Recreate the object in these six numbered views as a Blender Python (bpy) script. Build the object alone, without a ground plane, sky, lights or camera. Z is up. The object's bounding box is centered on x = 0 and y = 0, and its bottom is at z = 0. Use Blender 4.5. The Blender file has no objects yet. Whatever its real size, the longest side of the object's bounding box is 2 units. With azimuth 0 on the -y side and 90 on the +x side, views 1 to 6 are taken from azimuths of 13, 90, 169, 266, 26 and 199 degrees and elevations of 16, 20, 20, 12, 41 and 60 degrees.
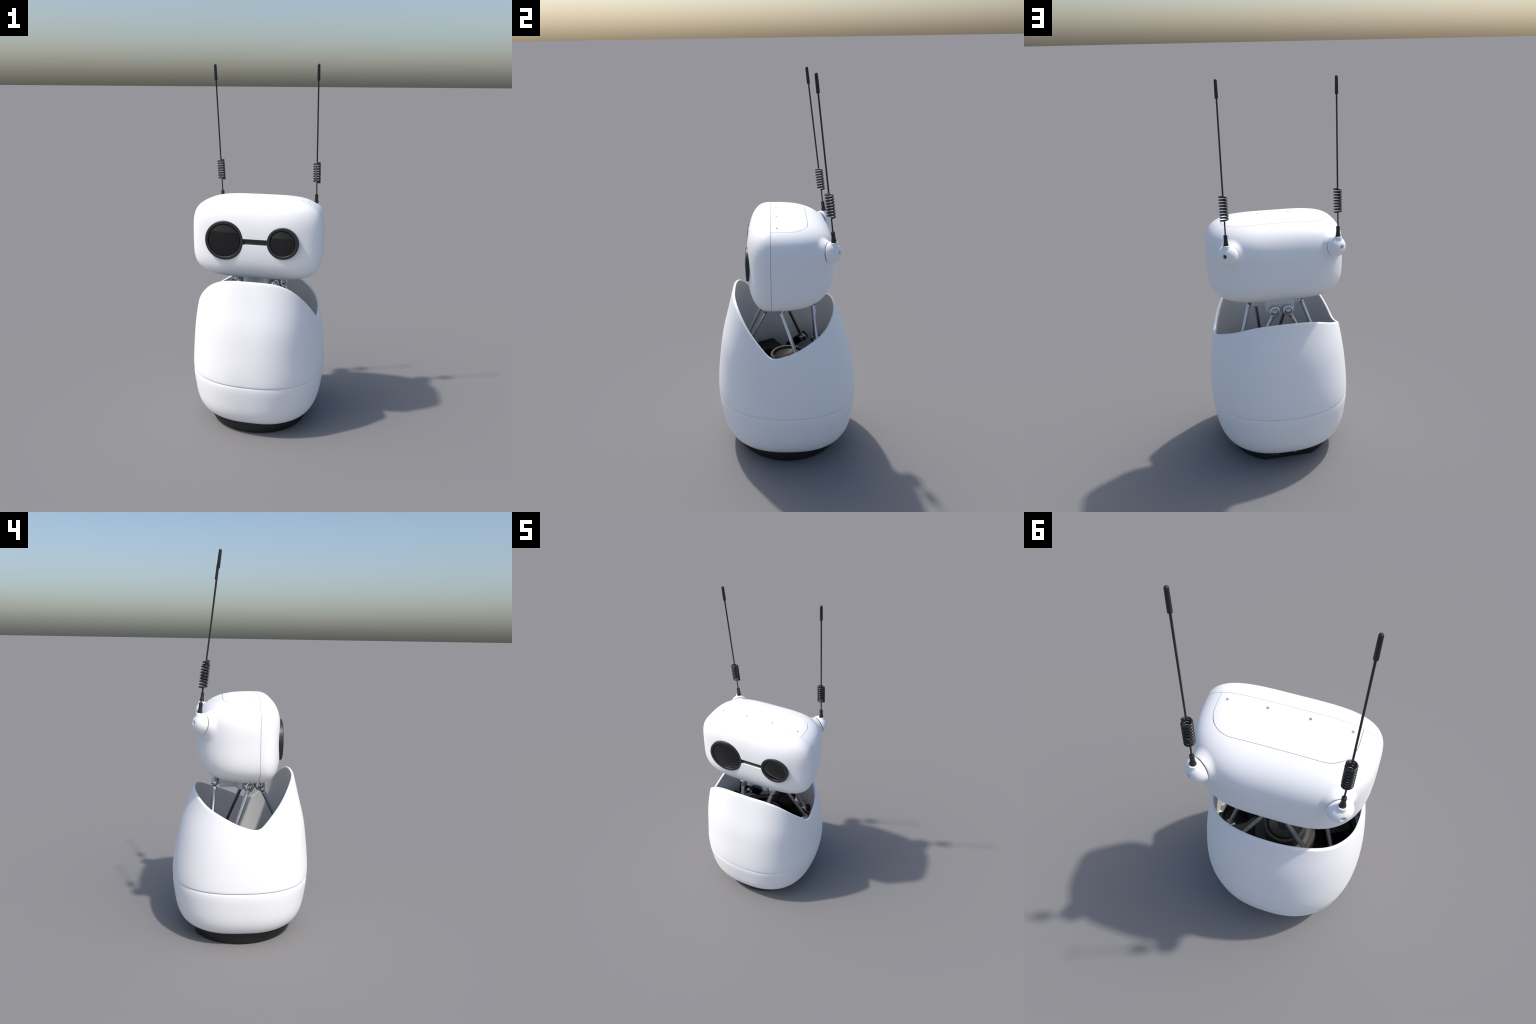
import bpy, bmesh, math
import numpy as np
from mathutils import Vector, Matrix

# ------------------------------------------------------------------ materials
def material(name, color, rough=0.5, metallic=0.0, coat=0.0, coat_rough=0.05, spec=0.5,
             grain=0.0, grain_scale=400.0, mottle=0.0, bump=0.0):
    m = bpy.data.materials.new(name)
    m.use_nodes = True
    nt = m.node_tree
    b = nt.nodes["Principled BSDF"]
    b.inputs["Metallic"].default_value = metallic
    b.inputs["Coat Weight"].default_value = coat
    b.inputs["Coat Roughness"].default_value = coat_rough
    b.inputs["Specular IOR Level"].default_value = spec
    tc = nt.nodes.new("ShaderNodeTexCoord")
    n = nt.nodes.new("ShaderNodeTexNoise")
    n.inputs["Scale"].default_value = 9.0
    n.inputs["Detail"].default_value = 3.0
    nt.links.new(tc.outputs["Object"], n.inputs["Vector"])
    r = nt.nodes.new("ShaderNodeValToRGB")
    r.color_ramp.elements[0].position = 0.3
    r.color_ramp.elements[1].position = 0.7
    lo = [max(0.0, c * (1 - mottle)) for c in color]
    r.color_ramp.elements[0].color = (*lo, 1)
    r.color_ramp.elements[1].color = (*color, 1)
    nt.links.new(n.outputs["Fac"], r.inputs["Fac"])
    nt.links.new(r.outputs["Color"], b.inputs["Base Color"])
    g = nt.nodes.new("ShaderNodeTexNoise")
    g.inputs["Scale"].default_value = grain_scale
    nt.links.new(tc.outputs["Object"], g.inputs["Vector"])
    mr = nt.nodes.new("ShaderNodeMapRange")
    mr.inputs["To Min"].default_value = max(0.02, rough - grain)
    mr.inputs["To Max"].default_value = min(1.0, rough + grain)
    nt.links.new(g.outputs["Fac"], mr.inputs["Value"])
    nt.links.new(mr.outputs["Result"], b.inputs["Roughness"])
    if bump > 0:
        bp = nt.nodes.new("ShaderNodeBump")
        bp.inputs["Strength"].default_value = bump
        bp.inputs["Distance"].default_value = 0.001
        nt.links.new(g.outputs["Fac"], bp.inputs["Height"])
        nt.links.new(bp.outputs["Normal"], b.inputs["Normal"])
    return m

WHITE   = material("white_plastic", (0.93, 0.93, 0.935), rough=0.5, spec=0.4, grain=0.03, mottle=0.01)
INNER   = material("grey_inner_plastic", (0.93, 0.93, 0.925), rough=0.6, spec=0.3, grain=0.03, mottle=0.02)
PLATE   = material("shaded_white_plate", (0.70, 0.72, 0.74), rough=0.45, grain=0.03, mottle=0.02)  # white plastic, with its blue-grey shade mixed into the colour
RUBBER  = material("black_rubber", (0.018, 0.018, 0.018), rough=0.5, spec=0.4, grain=0.05, mottle=0.1)
FOOTM   = material("black_base_plastic", (0.016, 0.016, 0.016), rough=0.55, spec=0.4, grain=0.05, mottle=0.1)
FRAMEM  = material("black_frame_plastic", (0.020, 0.020, 0.020), rough=0.45, grain=0.05, mottle=0.1)
LENSM   = material("dark_lens_glass", (0.008, 0.008, 0.008), rough=0.6, coat=1.0, coat_rough=0.02, spec=0.0)
WIREM   = material("black_wire", (0.014, 0.014, 0.015), rough=0.3, spec=0.5, grain=0.05, mottle=0.1)
STEEL   = material("brushed_steel", (0.74, 0.74, 0.75), rough=0.3, metallic=1.0, grain=0.06, mottle=0.08)
CHROME  = material("polished_steel", (0.74, 0.74, 0.76), rough=0.14, metallic=1.0, grain=0.03)
NEARBLACK    = material("near_black_fill", (0.010, 0.010, 0.011), rough=0.7)  # black colour stands in for shade in the socket and ear gap
SHADOWGAP = material("seam_shade_grey", (0.45, 0.455, 0.47), rough=0.7)  # grey that stands in for shade inside the head seam
MOTORM  = material("black_motor_plastic", (0.010, 0.010, 0.011), rough=0.6, spec=0.3, mottle=0.15)
CONEM   = material("dark_speaker_cone", (0.026, 0.025, 0.023), rough=0.4, mottle=0.1, grain=0.05)
DISCGREY = material("dull_grey_hole_disc", (0.10, 0.105, 0.115), rough=0.5, mottle=0.1)  # grey stands in for shade at the bottom of the ear hole
SPEAKM  = material("warm_grey_speaker", (0.050, 0.048, 0.044), rough=0.5, mottle=0.1, grain=0.05)

def lens_rings(m):
    """faint concentric rings of the optics behind the dark glass, and a painted highlight dot"""
    nt = m.node_tree; b = nt.nodes["Principled BSDF"]
    tc = nt.nodes.new("ShaderNodeTexCoord")
    sep = nt.nodes.new("ShaderNodeSeparateXYZ"); nt.links.new(tc.outputs["Object"], sep.inputs["Vector"])
    comb = nt.nodes.new("ShaderNodeCombineXYZ")
    nt.links.new(sep.outputs["X"], comb.inputs["X"]); nt.links.new(sep.outputs["Y"], comb.inputs["Y"])
    ln = nt.nodes.new("ShaderNodeVectorMath"); ln.operation = "LENGTH"; nt.links.new(comb.outputs["Vector"], ln.inputs[0])
    sc = nt.nodes.new("ShaderNodeMath"); sc.operation = "MULTIPLY"; sc.inputs[1].default_value = 10.0
    nt.links.new(ln.outputs["Value"], sc.inputs[0])
    r = nt.nodes.new("ShaderNodeValToRGB"); cr = r.color_ramp
    for pos, v in ((0.0, .018), (.035, .014), (.06, .008), (.22, .007), (.26, .0105), (.30, .007), (.42, .007), (.45, .0095), (.48, .007), (.9, .006)):  # centre stops paint a small highlight into the colour
        e = cr.elements.new(pos); e.color = (v, v, v, 1)
    cr.elements.remove(cr.elements[-1])
    nt.links.new(sc.outputs["Value"], r.inputs["Fac"]); nt.links.new(r.outputs["Color"], b.inputs["Base Color"])
lens_rings(LENSM)

# ------------------------------------------------------------------ helpers
ROOT = bpy.data.objects.new("desk_robot", None)
bpy.context.collection.objects.link(ROOT)
ROOT["label"] = "white egg-bodied desk robot with round black eyes and antennas"
ROOT["category"] = "toy robot"
WORLD = {ROOT.name: Matrix.Identity(4)}

def place(name, me, parent=None, mat=None, mw=None):
    o = bpy.data.objects.new(name, me)
    bpy.context.collection.objects.link(o)
    parent = parent or ROOT
    mw = mw or Matrix.Identity(4)
    o.parent = parent
    o.matrix_parent_inverse = Matrix.Identity(4)
    o.matrix_local = WORLD[parent.name].inverted() @ mw
    WORLD[o.name] = mw
    if mat is not None and len(me.materials) == 0:
        me.materials.append(mat)
    return o

def mesh_of(name, verts, faces, smooth=True, sharp=None):
    me = bpy.data.meshes.new(name)
    me.from_pydata([tuple(map(float, v)) for v in verts], [], [tuple(map(int, f)) for f in faces])
    finish(me, smooth, sharp)
    return me

def finish(me, smooth=True, sharp=None):
    me.validate()
    bm = bmesh.new(); bm.from_mesh(me)
    bmesh.ops.recalc_face_normals(bm, faces=bm.faces)
    bm.to_mesh(me); bm.free()
    me.polygons.foreach_set("use_smooth", [smooth] * len(me.polygons))
    if smooth and sharp is not None:
        me.set_sharp_from_angle(angle=math.radians(sharp))
    me.update()

def grid_faces(rows, cols, wrap=True, off=0):
    f = []
    for i in range(rows - 1):
        for j in range(cols if wrap else cols - 1):
            k = (j + 1) % cols
            f.append((off + i * cols + j, off + i * cols + k, off + (i + 1) * cols + k, off + (i + 1) * cols + j))
    return f

def lathe(name, profile, seg=64, sharp=35):
    """surface of revolution about local +z through (radius, height) points"""
    verts, faces, rings = [], [], []
    for r, h in profile:
        if r < 1e-6:
            rings.append([len(verts)]); verts.append((0, 0, h))
        else:
            rings.append(list(range(len(verts), len(verts) + seg)))
            for j in range(seg):
                a = 2 * math.pi * j / seg
                verts.append((r * math.cos(a), r * math.sin(a), h))
    for A, B in zip(rings, rings[1:]):
        if len(A) == 1 and len(B) == 1: continue
        for j in range(seg):
            k = (j + 1) % seg
            if len(A) == 1: faces.append((A[0], B[j], B[k]))
            elif len(B) == 1: faces.append((A[j], A[k], B[0]))
            else: faces.append((A[j], A[k], B[k], B[j]))
    return mesh_of(name, verts, faces, True, sharp)

def frame_z(direction, origin, up=(0, 0, 1)):
    """matrix whose local +z is `direction`, at `origin`"""
    z = Vector(direction).normalized()
    u = Vector(up)
    if abs(z.dot(u)) > 0.999: u = Vector((0, 1, 0))
    x = u.cross(z).normalized(); y = z.cross(x)
    return Matrix(((x.x, y.x, z.x, origin[0]), (x.y, y.y, z.y, origin[1]), (x.z, y.z, z.z, origin[2]), (0, 0, 0, 1)))

def prism(name, outline, z0, z1, bevel=0.0, segs=3, sharp=35):
    bm = bmesh.new()
    vs = [bm.verts.new((x, y, z0)) for x, y in outline]
    f = bm.faces.new(vs)
    r = bmesh.ops.extrude_face_region(bm, geom=[f])
    bmesh.ops.translate(bm, verts=[v for v in r["geom"] if isinstance(v, bmesh.types.BMVert)], vec=(0, 0, z1 - z0))
    bmesh.ops.recalc_face_normals(bm, faces=bm.faces)
    if bevel:
        e = [e for e in bm.edges if len(e.link_faces) == 2 and e.calc_face_angle(0) > 0.5]
        bmesh.ops.bevel(bm, geom=e, offset=bevel, segments=segs, affect="EDGES", profile=0.5)
    me = bpy.data.meshes.new(name); bm.to_mesh(me); bm.free()
    finish(me, True, sharp)
    return me

def box(name, size, bevel=0.006):
    sx, sy, sz = [s / 2 for s in size]
    return prism(name, [(-sx, -sy), (sx, -sy), (sx, sy), (-sx, sy)], -sz, sz, bevel)

def tube(name, pts, radii, seg=10):
    """round tube through a list of points with parallel-transported frames"""
    P = [Vector(p) for p in pts]
    T = [(P[min(i + 1, len(P) - 1)] - P[max(i - 1, 0)]).normalized() for i in range(len(P))]
    n = T[0].orthogonal().normalized()
    verts = []
    for i, p in enumerate(P):
        if i:
            n = (n - T[i] * n.dot(T[i])).normalized()
        b = T[i].cross(n)
        for j in range(seg):
            a = 2 * math.pi * j / seg
            verts.append(p + radii[i] * (math.cos(a) * n + math.sin(a) * b))
    faces = grid_faces(len(P), seg)
    faces.append(tuple(range(seg - 1, -1, -1)))
    faces.append(tuple((len(P) - 1) * seg + j for j in range(seg)))
    return mesh_of(name, verts, faces, True, 50)

def smooth_curve(knots):
    """natural cubic spline through (x, y) knots -> vectorised function"""
    K = np.array([k[0] for k in knots]); Y = np.array([k[1] for k in knots])
    n = len(K); h = np.diff(K); A = np.zeros((n, n)); b = np.zeros(n); A[0, 0] = A[-1, -1] = 1
    for i in range(1, n - 1):
        A[i, i - 1] = h[i - 1]; A[i, i] = 2 * (h[i - 1] + h[i]); A[i, i + 1] = h[i]
        b[i] = 6 * ((Y[i + 1] - Y[i]) / h[i] - (Y[i] - Y[i - 1]) / h[i - 1])
    M = np.linalg.solve(A, b)
    def f(x):
        x = np.clip(np.asarray(x, float), K[0], K[-1])
        i = np.clip(np.searchsorted(K, x) - 1, 0, n - 2); d = x - K[i]
        s = (Y[i + 1] - Y[i]) / h[i] - h[i] * (2 * M[i] + M[i + 1]) / 6
        return Y[i] + s * d + M[i] / 2 * d * d + (M[i + 1] - M[i]) / (6 * h[i]) * d ** 3
    return f

# ------------------------------------------------------------------ egg-shaped body
# horizontal section: superellipse, half-width a(z), half-depth b(z), centre y c(z)
HALF_W = smooth_curve([(0.043, .205), (.053, .255), (.059, .275), (.064, .287), (.0703, .2970), (.079, .3085), (.0895, .3195), (.10, .3280), (.11, .3340), (.125, .3415), (.15, .3505), (.22, .3645), (.31, .3750), (.40, .3742),
                       (.52, .3655), (.64, .3490), (.76, .3240), (.88, .289), (.93, .270)])
HALF_D = smooth_curve([(0.043, .205), (.053, .255), (.059, .275), (.064, .287), (.0703, .2970), (.079, .3085), (.0895, .3195), (.10, .3280), (.11, .3340), (.125, .3415), (.15, .3505), (.22, .3640), (.31, .3744), (.40, .3725),
                       (.52, .3565), (.64, .3324), (.76, .2957), (.88, .2588), (.93, .242)])
CENTRE = smooth_curve([(.03, .002), (.30, 0.0), (.50, -.0055), (.70, -.0165), (.90, -.0277), (.95, -.030)])
SEAM_Z = 0.3245

def section(theta, z, inset=0.0):
    a = HALF_W(z) - inset; b = HALF_D(z) - inset
    # the chest is squarer than the back, more so towards the collar
    k = np.clip((z - .40) / .46, 0, 1); k = k * k * (3 - 2 * k)
    front = np.clip(np.cos(theta) * 1.2 + .5, 0, 1); front = front * front * (3 - 2 * front)
    n = 2.45 - 0.2 * np.clip((z - .1) / .6, 0, 1) + 0.55 * k * front
    r = (np.abs(np.sin(theta) / a) ** n + np.abs(np.cos(theta) / b) ** n) ** (-1 / n)
    return r * np.sin(theta), CENTRE(z) - r * np.cos(theta)

# the rim is one side-on cut: height of the lip as a function of depth y
RIM = smooth_curve([(-.30, .889), (-.283, .885), (-.268, .871), (-.248, .845), (-.225, .811), (-.200, .776), (-.150, .716), (-.120, .682),
                    (-.100, .662), (-.082, .6515), (-.063, .6495), (-.025, .657), (.026, .674), (.075, .695), (.127, .719), (.186, .748),
                    (.220, .771), (.240, .786), (.262, .801)])

def body_shell():
    M, K, T = 384, 56, 0.0135
    th = np.linspace(0, 2 * np.pi, M, endpoint=False)
    lo = np.full(M, .40); hi = np.full(M, .93)
    for _ in range(40):
        z = (lo + hi) / 2
        _, y = section(th, z)
        up = RIM(y) > z
        lo = np.where(up, z, lo); hi = np.where(up, hi, z)
    rim = (lo + hi) / 2
    rows, mat = [], []
    def row(z, inset, m):
        x, y = section(th, z, inset)
        rows.append(np.c_[x, y, z]); mat.append(m)
    zb = SEAM_Z + .0017
    row(np.full(M, zb + .004), T, 1)
    row(np.full(M, zb), T * .75, 0)
    row(np.full(M, zb), .0022, 0)
    row(np.full(M, zb + .0012), .0007, 0)
    for i in range(K + 1):
        s = i / K
        row(zb + .004 + (rim - zb - .004) * s, 0.0, 0)
    for i in range(1, 8):
        ph = math.pi * i / 8
        row(rim + T / 2 * math.sin(ph) * .8, T / 2 * (1 - math.cos(ph)), 0)
    row(rim, T, 0)
    for i in range(1, K + 1):
        s = 1 - i / K
        row(zb + .004 + (rim - zb - .004) * s, T, 1)
    R = len(rows)
    verts = np.concatenate(rows)
    faces = grid_faces(R, M)
    me = bpy.data.meshes.new("body_shell")
    me.from_pydata(verts.tolist(), [], faces)
    me.materials.append(WHITE); me.materials.append(INNER)
    me.polygons.foreach_set("material_index", [1 if (mat[i] and mat[i + 1]) or (mat[i + 1] == 1) else 0 for i in range(R - 1) for _ in range(M)])
    finish(me, True, 60)
    place("body_shell", me)

def base_bowl():
    M = 256
    th = np.linspace(0, 2 * np.pi, M, endpoint=False)
    prof = [(SEAM_Z - .004, .030), (SEAM_Z, .022), (SEAM_Z, .0075), (SEAM_Z - .0012, .0046), (SEAM_Z - .004, .0027), (SEAM_Z - .010, .0014), (SEAM_Z - .020, .0005), (SEAM_Z - .035, 0)]
    prof += [(z, 0) for z in np.linspace(SEAM_Z - .05, .085, 26)]
    prof += [(z, 0) for z in (.081, .077, .073, .070, .067, .064, .061, .058, .0555, .053)]
    prof += [(.054, .016), (.059, .05)]
    rows = []
    for z, i in prof:
        x, y = section(th, np.full(M, z), i)
        rows.append(np.c_[x, y, np.full(M, z)])
    rows.append(np.c_[0 * th, 0 * th, np.full(M, .059)] * 0 + rows[-1] * [0.5, 0.5, 1])
    me = mesh_of("base_bowl", np.concatenate(rows), grid_faces(len(rows), M), True, 60)
    place("base_bowl", me, mat=WHITE)

def foot():
    R, flat = 0.2775, 0.2465
    a0 = math.acos(flat / R)
    pts = []
    n = 120
    for i in range(n + 1):
        a = a0 + (2 * math.pi - 2 * a0) * i / n
        pts.append((R * math.sin(a), R * math.cos(a)))
    rings = []
    for k, z in ((.99, 0.0), (1.0, .002), (1.018, .012), (1.045, .028), (1.066, .045), (1.078, .062), (1.078, .070)):
        # the skirt flares upwards, except on the flat connector side
        rings.append([(x * k, min(y * k, flat), z) for x, y in pts])
    m = len(pts)
    faces = grid_faces(len(rings), m) + [tuple(range(m - 1, -1, -1)), tuple((len(rings) - 1) * m + j for j in range(m))]
    f = place("foot", mesh_of("foot", [v for r in rings for v in r], faces, True, 30), mat=FOOTM)
    # connectors on the flat back: a framed socket, a round jack, a rocker switch
    def ring_rect(w, h, t, d):
        bm = bmesh.new()
        o = [(-w, -h), (w, -h), (w, h), (-w, h)]
        i = [(-w + t, -h + t), (w - t, -h + t), (w - t, h - t), (-w + t, h - t)]
        V = [[bm.verts.new((x, y, z)) for x, y in L] for L in (o, i) for z in (0, d)]
        for k in range(4):
            j = (k + 1) % 4
            for A, B in ((0, 1), (1, 3), (3, 2), (2, 0)):
                bm.faces.new((V[A][k], V[A][j], V[B][j], V[B][k]))
        me = bpy.data.meshes.new("socket_frame"); bm.to_mesh(me); bm.free(); finish(me, False)
        return me
    back = lambda x, z: Matrix(((1, 0, 0, x), (0, 0, 1, flat - .001), (0, -1, 0, z), (0, 0, 0, 1)))
    place("socket_frame", ring_rect(.0205, .0085, .0022, .003), f, STEEL, back(.0705, .0325))
    place("socket_dark_plate", box("socket_dark_plate", (.034, .010, .002), 0), f, NEARBLACK, back(.0705, .0325))  # dark plate stands in for the socket opening
    place("round_jack", lathe("round_jack", [(.006, .001), (.006, .0035), (.0115, .0035), (.0135, .002), (.0135, 0)], 32), f, STEEL, back(-.037, .0365))
    place("rocker_switch", box("rocker_switch", (.032, .020, .008), .002), f, MOTORM, back(-.101, .0300))

# ------------------------------------------------------------------ head
HX, HZ, HC, HY0, HF, HB = .3595, .2240, 1.0856, -.0832, .1190, .3235
PX, QF, QB = 4.02, 2.61, 2.94
EAR_N = Vector((.50 * .99, .866 * .99, .14)).normalized()
EAR_C = Vector((.2676, .2010, 1.1825))
EAR_R = .052

def head_points():
    """cube-sphere directions pushed out to the superellipsoid of the head"""
    n = 150
    t = np.tan(np.linspace(-1, 1, n + 1) * np.pi / 4)
    U, V = np.meshgrid(t, t, indexing="ij")
    allp, faces, off = [], [], 0
    for ax in range(3):
        for s in (-1, 1):
            D = np.zeros((n + 1, n + 1, 3)); D[..., ax] = s; D[..., (ax + 1) % 3] = U; D[..., (ax + 2) % 3] = V
            allp.append(D.reshape(-1, 3))
            faces += grid_faces(n + 1, n + 1, False, off); off += (n + 1) ** 2
    D = np.concatenate(allp); D /= np.linalg.norm(D, axis=1)[:, None]
    D *= np.array([1.0, .62, .62])
    C = np.array([0, .03, HC])
    lo = np.zeros(len(D)); hi = np.full(len(D), 1.2)
    for _ in range(44):
        m = (lo + hi) / 2; P = C + D * m[:, None]
        u = P[:, 1] - HY0
        q = np.where(u < 0, QF, QB)
        g = np.abs(P[:, 0] / HX) ** PX + np.abs((P[:, 2] - HC) / HZ) ** PX
        F = g ** (q / PX) + np.abs(np.where(u < 0, u / HF, u / HB)) ** q
        ins = F < 1
        lo = np.where(ins, m, lo); hi = np.where(ins, hi, m)
    P = C + D * lo[:, None]
    # the shell swells out to a flat round boss behind each ear dome
    for sx in (1, -1):
        N = np.array([EAR_N.x * sx, EAR_N.y, EAR_N.z]); E = np.array([EAR_C.x * sx, EAR_C.y, EAR_C.z])
        d = P - E; h = d @ N; rho = np.linalg.norm(d - h[:, None] * N, axis=1)
        slope = 1.8 + .8 * np.clip(d[:, 2] / np.maximum(rho, 1e-4), -1, 1)
        wall = -.0055 - np.clip(rho - .050, 0, None) * slope          # cone that flares away from the disc
        k = .024
        t = np.clip(k - np.abs(h - wall), 0, None) / k
        top = np.maximum(h, wall) + t * t * k / 4                    # smooth union with the shell
        top = np.where(rho < .052, np.minimum(top, np.maximum(h, -.0055)), top)
        fade = np.clip((.120 - rho) / .035, 0, 1); fade = fade * fade * (3 - 2 * fade)
        lift = np.where(h > -.17, np.maximum(top - h, 0), 0) * fade
        P = P + lift[:, None] * N
    return P, faces

def apply_boolean(me, cutter, op):
    a = bpy.data.objects.new("tmp_a", me); c = bpy.data.objects.new("tmp_c", cutter)
    for o in (a, c): bpy.context.collection.objects.link(o)
    md = a.modifiers.new("b", "BOOLEAN"); md.object = c; md.operation = op; md.solver = "EXACT"
    dg = bpy.context.evaluated_depsgraph_get()
    out = bpy.data.meshes.new_from_object(a.evaluated_get(dg))
    bpy.data.objects.remove(a); bpy.data.objects.remove(c)
    return out

def panel_outline(shrink=0.0):
    w, back, front, r = .2765 - shrink, .1015 - shrink, -.20, .115 - shrink
    pts = [(-w, front), (w, front)]
    n = 24
    for cx, a0 in ((w - r, 0.0), (-(w - r), math.pi / 2)):
        for i in range(n + 1):
            a = a0 + math.pi / 2 * i / n
            # slightly squarer than a circle
            ca, sa = math.cos(a), math.sin(a)
            pts.append((cx + r * math.copysign(abs(ca) ** .95, ca), back - r + r * math.copysign(abs(sa) ** .95, sa)))
    return pts

def join_meshes(name, parts):
    bm = bmesh.new()
    for me, mw in parts:
        t = me.copy(); t.transform(mw); bm.from_mesh(t); bpy.data.meshes.remove(t)
    out = bpy.data.meshes.new(name); bm.to_mesh(out); bm.free()
    return out

def halve(me, y, keep_front, name):
    bm = bmesh.new(); bm.from_mesh(me)
    geom = bm.verts[:] + bm.edges[:] + bm.faces[:]
    r = bmesh.ops.bisect_plane(bm, geom=geom, plane_co=(0, y, 0), plane_no=(0, 1, 0), clear_outer=keep_front, clear_inner=not keep_front)
    rim = [e for e in r["geom_cut"] if isinstance(e, bmesh.types.BMEdge)]
    bmesh.ops.edgeloop_fill(bm, edges=rim)
    out = bpy.data.meshes.new(name); bm.to_mesh(out); bm.free()
    return out

SEAM_Y = -.0805
EYES = ((-.1570, 1.0875, .1065, .0880), (.1598, 1.0880, .0858, .0675))

def head():
    P, F = head_points()
    bm = bmesh.new()
    vs = [bm.verts.new(p) for p in P.tolist()]
    for f in F: bm.faces.new([vs[i] for i in f])
    bmesh.ops.remove_doubles(bm, verts=bm.verts, dist=1e-5)
    bmesh.ops.recalc_face_normals(bm, faces=bm.faces)
    whole = bpy.data.meshes.new("head"); bm.to_mesh(whole); bm.free()

    back = halve(whole, SEAM_Y + .0009, False, "head_shell")
    front = halve(whole, SEAM_Y - .0009, True, "face_shell")
    # lid on top: cut a pocket in the rear shell, keep the lid as its own piece
    pocket = prism("pocket", panel_outline(), 1.20, 1.45)
    plug = prism("plug", panel_outline(.0022), 1.203, 1.45)
    lid = apply_boolean(back.copy(), plug, "INTERSECT")
    shell = apply_boolean(back, pocket, "DIFFERENCE")
    holes = join_meshes("holes", [(lathe("h", [(0, -.03), (.0062, -.03), (.0062, .05), (0, .05)], 20), Matrix.Translation((x, -.0497, 1.312)))
                                  for x in (-.2413, -.0818, .0818, .2413)])
    lid = apply_boolean(lid, holes, "DIFFERENCE")
    slot = box("slot", (.16, .05, .0315), 0); slot.transform(Matrix.Translation((.012, -.2105, 1.0872)))
    for cx, cz, R, r in EYES:
        c = lathe("socket", [(0, 0), (R - .003, 0), (R - .003, .2), (0, .2)], 96); c.transform(frame_z((0, -1, 0), (cx, -.150, cz)))
        front = apply_boolean(front, c, "DIFFERENCE")
    front = apply_boolean(front, slot, "DIFFERENCE")
    for me, nm in ((shell, "head_shell"), (front, "face_shell"), (lid, "head_lid")):
        me.name = nm; me.materials.clear()
        me.polygons.foreach_set("use_smooth", [True] * len(me.polygons)); me.set_sharp_from_angle(angle=math.radians(35))
        o = place(nm, me, mat=WHITE)
    # added liner: blocks sight through the hairline seam, grey stands in for its shade
    liner = whole.copy(); liner.name = "added_seam_liner"
    c = Vector((0, SEAM_Y, HC))
    liner.transform(Matrix.Translation(c) @ Matrix.Diagonal((.985, .04, .977, 1)) @ Matrix.Translation(-c))
    liner.polygons.foreach_set("use_smooth", [True] * len(liner.polygons))
    place("added_seam_liner", liner, mat=SHADOWGAP)

def eyes():
    for cx, cz, R, r in EYES:
        # frame: local +z points out of the face (-y)
        mw = Matrix(((1, 0, 0, cx), (0, 0, -1, 0), (0, 1, 0, cz), (0, 0, 0, 1)))
        f0, fr = .160, .2028
        prof = [(0, f0), (R, f0), (R, fr - .0045), (R - .0008, fr - .0022), (R - .0028, fr - .0005), (R - .005, fr)]
        prof += [(r + .0050, fr), (r + .0022, fr - .0010), (r + .0006, fr - .0030), (r, fr - .0065), (r, f0 + .02), (0, f0 + .02)]
        frame = place("eye_frame", lathe("eye_frame", prof, 96), mat=FRAMEM, mw=mw)
        rl, zc, ze = r * .985, .2098, .1985
        Rs = (rl * rl + (zc - ze) ** 2) / (2 * (zc - ze))
        prof = [(rl, f0 + .02), (rl, ze - .002), (rl - .0008, ze)]
        prof += [(rl * s, zc - Rs + math.sqrt(Rs * Rs - (rl * s) ** 2)) for s in np.linspace(.97, .02, 24)] + [(0, zc)]
        place("lens", lathe("lens", prof, 96, 60), frame, LENSM, mw)
    br = place("eye_bridge", box("eye_bridge", (.150, .030, .0303), .0012), mat=FRAMEM, mw=Matrix.Translation((.012, -.1787, 1.0872)))
    place("bridge_screw", lathe("bridge_screw", [(0, .0004), (.0026, .0006), (.004, .0010), (.004, -.002)], 20), br, NEARBLACK,
          frame_z((0, -1, 0), (.001, -.1937, 1.087)))

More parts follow.
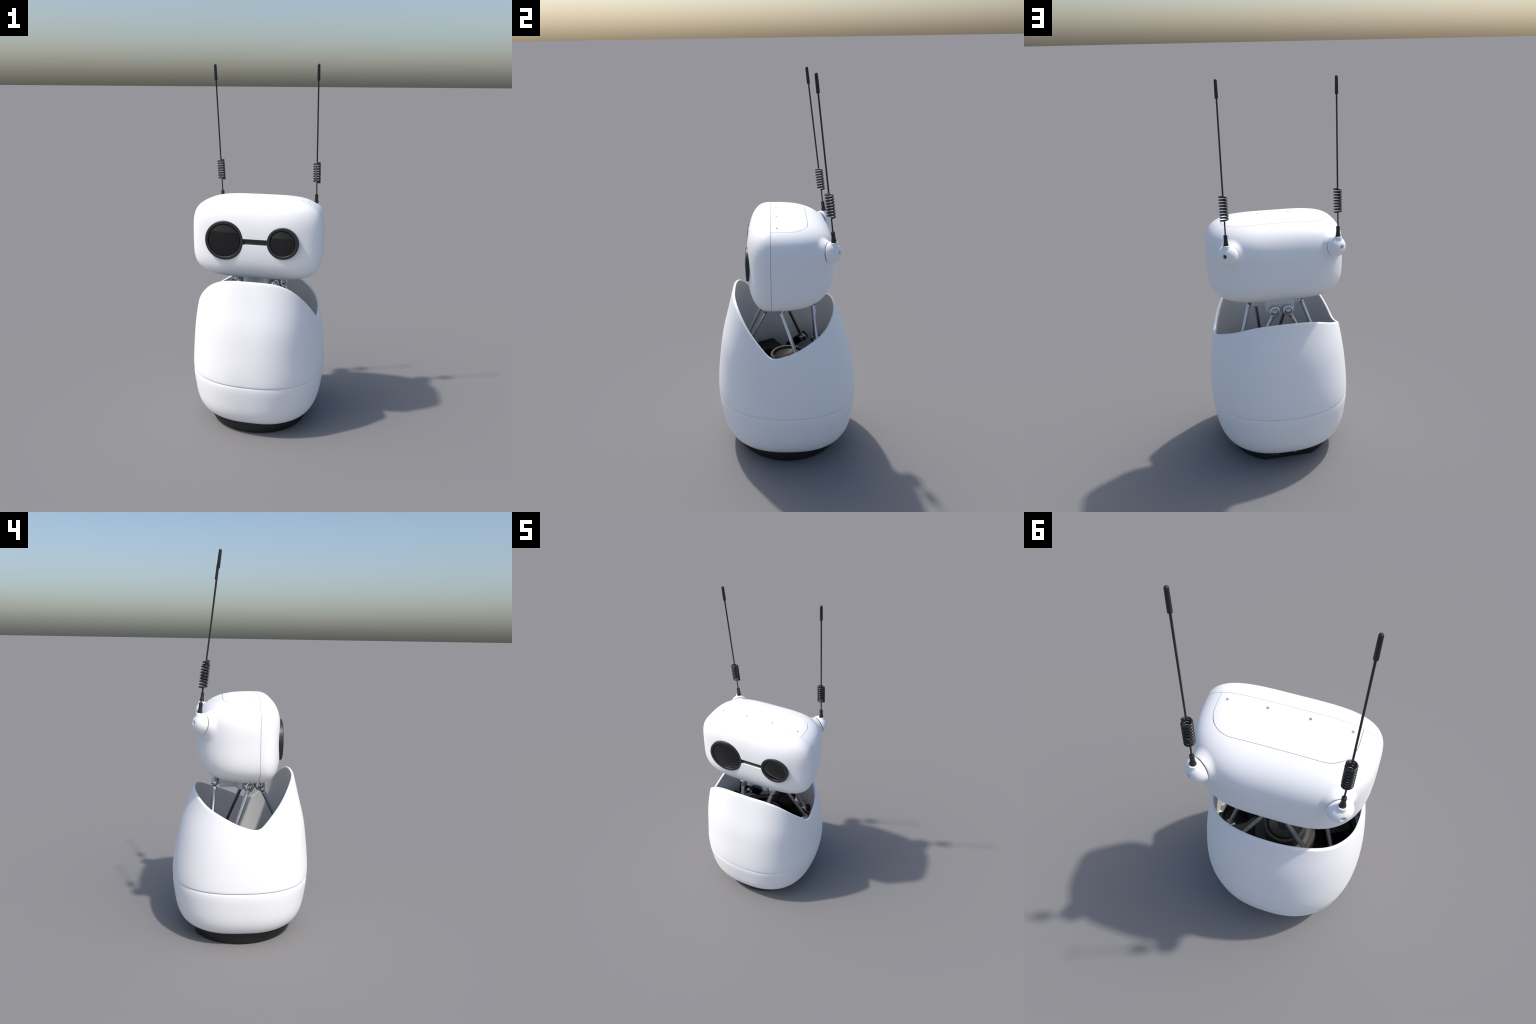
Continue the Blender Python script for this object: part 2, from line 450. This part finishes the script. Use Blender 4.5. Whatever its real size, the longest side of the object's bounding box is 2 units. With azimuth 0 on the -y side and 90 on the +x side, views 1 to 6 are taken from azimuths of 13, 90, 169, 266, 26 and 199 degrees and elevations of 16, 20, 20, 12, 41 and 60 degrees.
# ------------------------------------------------------------------ ears and antennas
def ears():
    prof = [(.0440, 0.0), (.0512, 0.0), (.0520, .0015), (.0520, .004)]
    for i in range(1, 15):
        a = math.pi / 2 * i / 16
        prof.append((.052 * math.cos(a) ** .92, .004 + .047 * math.sin(a)))
    prof += [(.0135, .0500), (.0118, .0497), (.0108, .0485), (.0104, .026), (0, .026)]
    dome = lathe("ear_dome", prof, 72, 40)
    spacer = lathe("ear_gap_black_filler", [(.0455, -.030), (.0455, .0012)], 64)  # added black spacer, its colour stands in for shade behind the dome
    hole_disc = lathe("screw_hole_disc", [(0, .0300), (.0045, .0300), (.0050, .0335), (.0094, .0335), (.0094, .0262)], 24)  # grey disc added at the bottom of the hole to darken it
    tips = {1: ((.2790, .2165, 1.2370), (.2794, .1237, 2.0)), -1: ((-.2787, .2155, 1.2370), (-.2908, .1163, 1.9995))}
    for s in (1, -1):
        N = Vector((EAR_N.x * s, EAR_N.y, EAR_N.z)); C = Vector((EAR_C.x * s, EAR_C.y, EAR_C.z))
        mw = frame_z(N, C)
        d = place("ear_dome", dome, mat=WHITE, mw=mw)
        place("ear_gap_black_filler", spacer, d, NEARBLACK, mw)
        place("screw_hole_disc", hole_disc, d, DISCGREY, mw)
        A, B = Vector(tips[s][0]), Vector(tips[s][1])
        ax = (B - A).normalized(); L = (B - A).length
        up = frame_z(ax, A, (0, 1, 0))
        place("ear_collar", lathe("ear_collar", [(.0195, -.030), (.0190, -.004), (.0184, -.0012), (.0165, 0), (.0140, 0), (.0130, -.001), (.0128, -.02)], 40), d, WHITE, up)
        ant = antenna(L)
        a = place("antenna", ant, mat=WIREM, mw=up)
        boot = [(.0, -.006), (.0132, -.006), (.0132, .002), (.0122, .007), (.0106, .015), (.0094, .024), (.0090, .033), (.0095, .035), (.0095, .049), (.0086, .051), (.0035, .052), (.003, .05)]
        place("antenna_boot", lathe("antenna_boot", boot, 32), a, RUBBER, up)
        tip = [(.0035, L - .0855), (.0076, L - .0865), (.0082, L - .085), (.0075, L - .012)]
        tip += [(.0074 * math.cos(t), L - .0074 + .0074 * math.sin(t)) for t in np.linspace(0.0, 1.45, 7)] + [(0, L)]
        place("antenna_tip", lathe("antenna_tip", tip, 24, 50), a, RUBBER, up)

def antenna(L):
    z0, z1, turns, R, w = .1215, .2345, 8, .0182, .0033
    pts = [(0, 0, z) for z in np.linspace(.03, z0 - .010, 6)]
    pts += [(0, 0, z0 - .005), (.004, 0, z0 - .001), (.010, 0, z0)]
    n = turns * 24
    for i in range(n + 1):
        a = 2 * math.pi * i / 24
        pts.append((R * math.cos(a), R * math.sin(a), z0 + (z1 - z0) * i / n))
    pts += [(.010, 0, z1), (.004, 0, z1 + .001), (0, 0, z1 + .005)]
    pts += [(0, 0, z) for z in np.linspace(z1 + .012, L - .05, 14)]
    return tube("antenna", pts, [.0037 if p[2] < z0 - .002 else .0041 if p[2] <= z1 else .0041 for p in pts], 10)

# ------------------------------------------------------------------ neck: six push rods between plate and motor arms
def polar(r, deg, z): return Vector((r * math.cos(math.radians(deg)), r * math.sin(math.radians(deg)), z))
TOP_R, TOP_Z, LOW_R, LOW_Z = .1440, .8300, .2756, .4670

def neck():
    # three-lobed hub: each lobe ends in a flat face that carries a pair of joints
    lobes = []
    for k in range(3):
        a = math.radians(90 + 120 * k)
        for x, y in ((.068, .040), (.072, .070), (.078, .104), (.070, .117), (-.070, .117), (-.078, .104), (-.072, .070), (-.068, .040)):
            lobes.append((x * math.sin(a) + y * math.cos(a), -x * math.cos(a) + y * math.sin(a)))
    plate = place("mounting_plate", prism("mounting_plate", lobes, .8130, .900, .008, 3), mat=PLATE)
    pairs = []
    for k in range(3):
        top, low = 90 + 120 * k, 150 + 120 * k
        pairs.append((top + 14.1, low - 9.4, 1)); pairs.append((top + 120 - 14.1, low + 9.4, -1))
    length = (polar(TOP_R, pairs[0][0], TOP_Z) - polar(LOW_R, pairs[0][1], LOW_Z)).length
    rod = tube("push_rod", [(0, 0, z) for z in (.024, .034, .042, .044, length - .044, length - .042, length - .034, length - .024)],
               [.0140, .0115, .0096, .0104, .0104, .0096, .0115, .0140], 8)
    rod.polygons.foreach_set("use_smooth", [False] * len(rod.polygons))
    ring = lathe("rod_eye", [(.0178, -.0065), (.0190, -.0082), (.0268, -.0082), (.0285, -.0065), (.0285, .0065), (.0268, .0082), (.0190, .0082), (.0178, .0065), (.0178, -.0065)], 40, 50)
    ball = [(.0070, -.034), (.0070, -.0165)]
    ball += [(.0175 * math.cos(t), .0175 * math.sin(t)) for t in np.linspace(-1.15, .92, 16)]
    ball += [(.0100, .0165), (.0092, .0205), (.0066, .0210), (.0060, .0200), (.0060, .006), (0, .006)]
    ball = lathe("ball_joint", ball, 32, 50)
    arm = box("motor_arm", (.046, .024, .165), .008)
    for ta, la, s in pairs:
        T, B = polar(TOP_R, ta, TOP_Z), polar(LOW_R, la, LOW_Z)
        ax = (T - B).normalized()
        mw = frame_z(ax, B)
        r = place("push_rod", rod, mat=STEEL, mw=mw)
        for Q, ang in ((T, math.degrees(math.atan2(T.y, T.x))), (B, la)):
            near = 90 + 120 * round((ang - 90) / 120) if Q is T else 150 + 120 * round((la - 150) / 120)
            rad = polar(1, near, 0) * (1 if Q is T else -1)
            flat = (rad - ax * rad.dot(ax)).normalized()
            place("rod_eye", ring, r, STEEL, frame_z(flat, Q, ax))
            place("ball_joint", ball, r, CHROME, frame_z(rad if Q is T else -rad, Q))
        # crank arm: hangs outside the joint and swings down and away from its neighbour
        axis = polar(1, 150 + 120 * round((la - 150) / 120), 0)
        away = polar(1, math.degrees(math.atan2(axis.y, axis.x)) - 90 * s, 0)
        run = (away * .72 - Vector((0, 0, .69))).normalized()
        place("motor_arm", arm, mat=MOTORM, mw=frame_z(run, B + axis * .027 + run * .068, axis))

def innards():
    place("light_block_floor", lathe("light_block_floor", [(0, .30), (.340, .30), (.345, .295), (.345, .27), (0, .27)], 96), mat=MOTORM)  # added black disc that blocks light to the bottom of the body
    m = box("motor", (.115, .0886, .120), .003)
    for k in range(3):
        for s in (-1, 1):
            place("motor", m, mat=MOTORM, mw=Matrix.Rotation(math.radians(210 + 120 * k), 4, "Z") @ Matrix.Translation((.245, s * .0445, .378)))
    sp = place("speaker", lathe("speaker", [(.0, .455), (.076, .488), (.078, .494), (.080, .482), (.086, .482), (.088, .497), (.099, .4975), (.1015, .495), (.1015, .415),
                                            (.122, .412), (.124, .406), (.145, .4055), (.147, .403), (.147, .30)], 96), mat=SPEAKM, mw=Matrix.Translation((0, .012, 0)))
    place("speaker_cap", lathe("speaker_cap", [(.075, .4885), (.060, .482), (.040, .477), (.030, .476), (.028, .479), (.018, .483), (0, .484)], 64), sp, CONEM, Matrix.Translation((0, .012, 0)))

body_shell(); base_bowl(); foot(); head(); eyes(); ears(); neck(); innards()
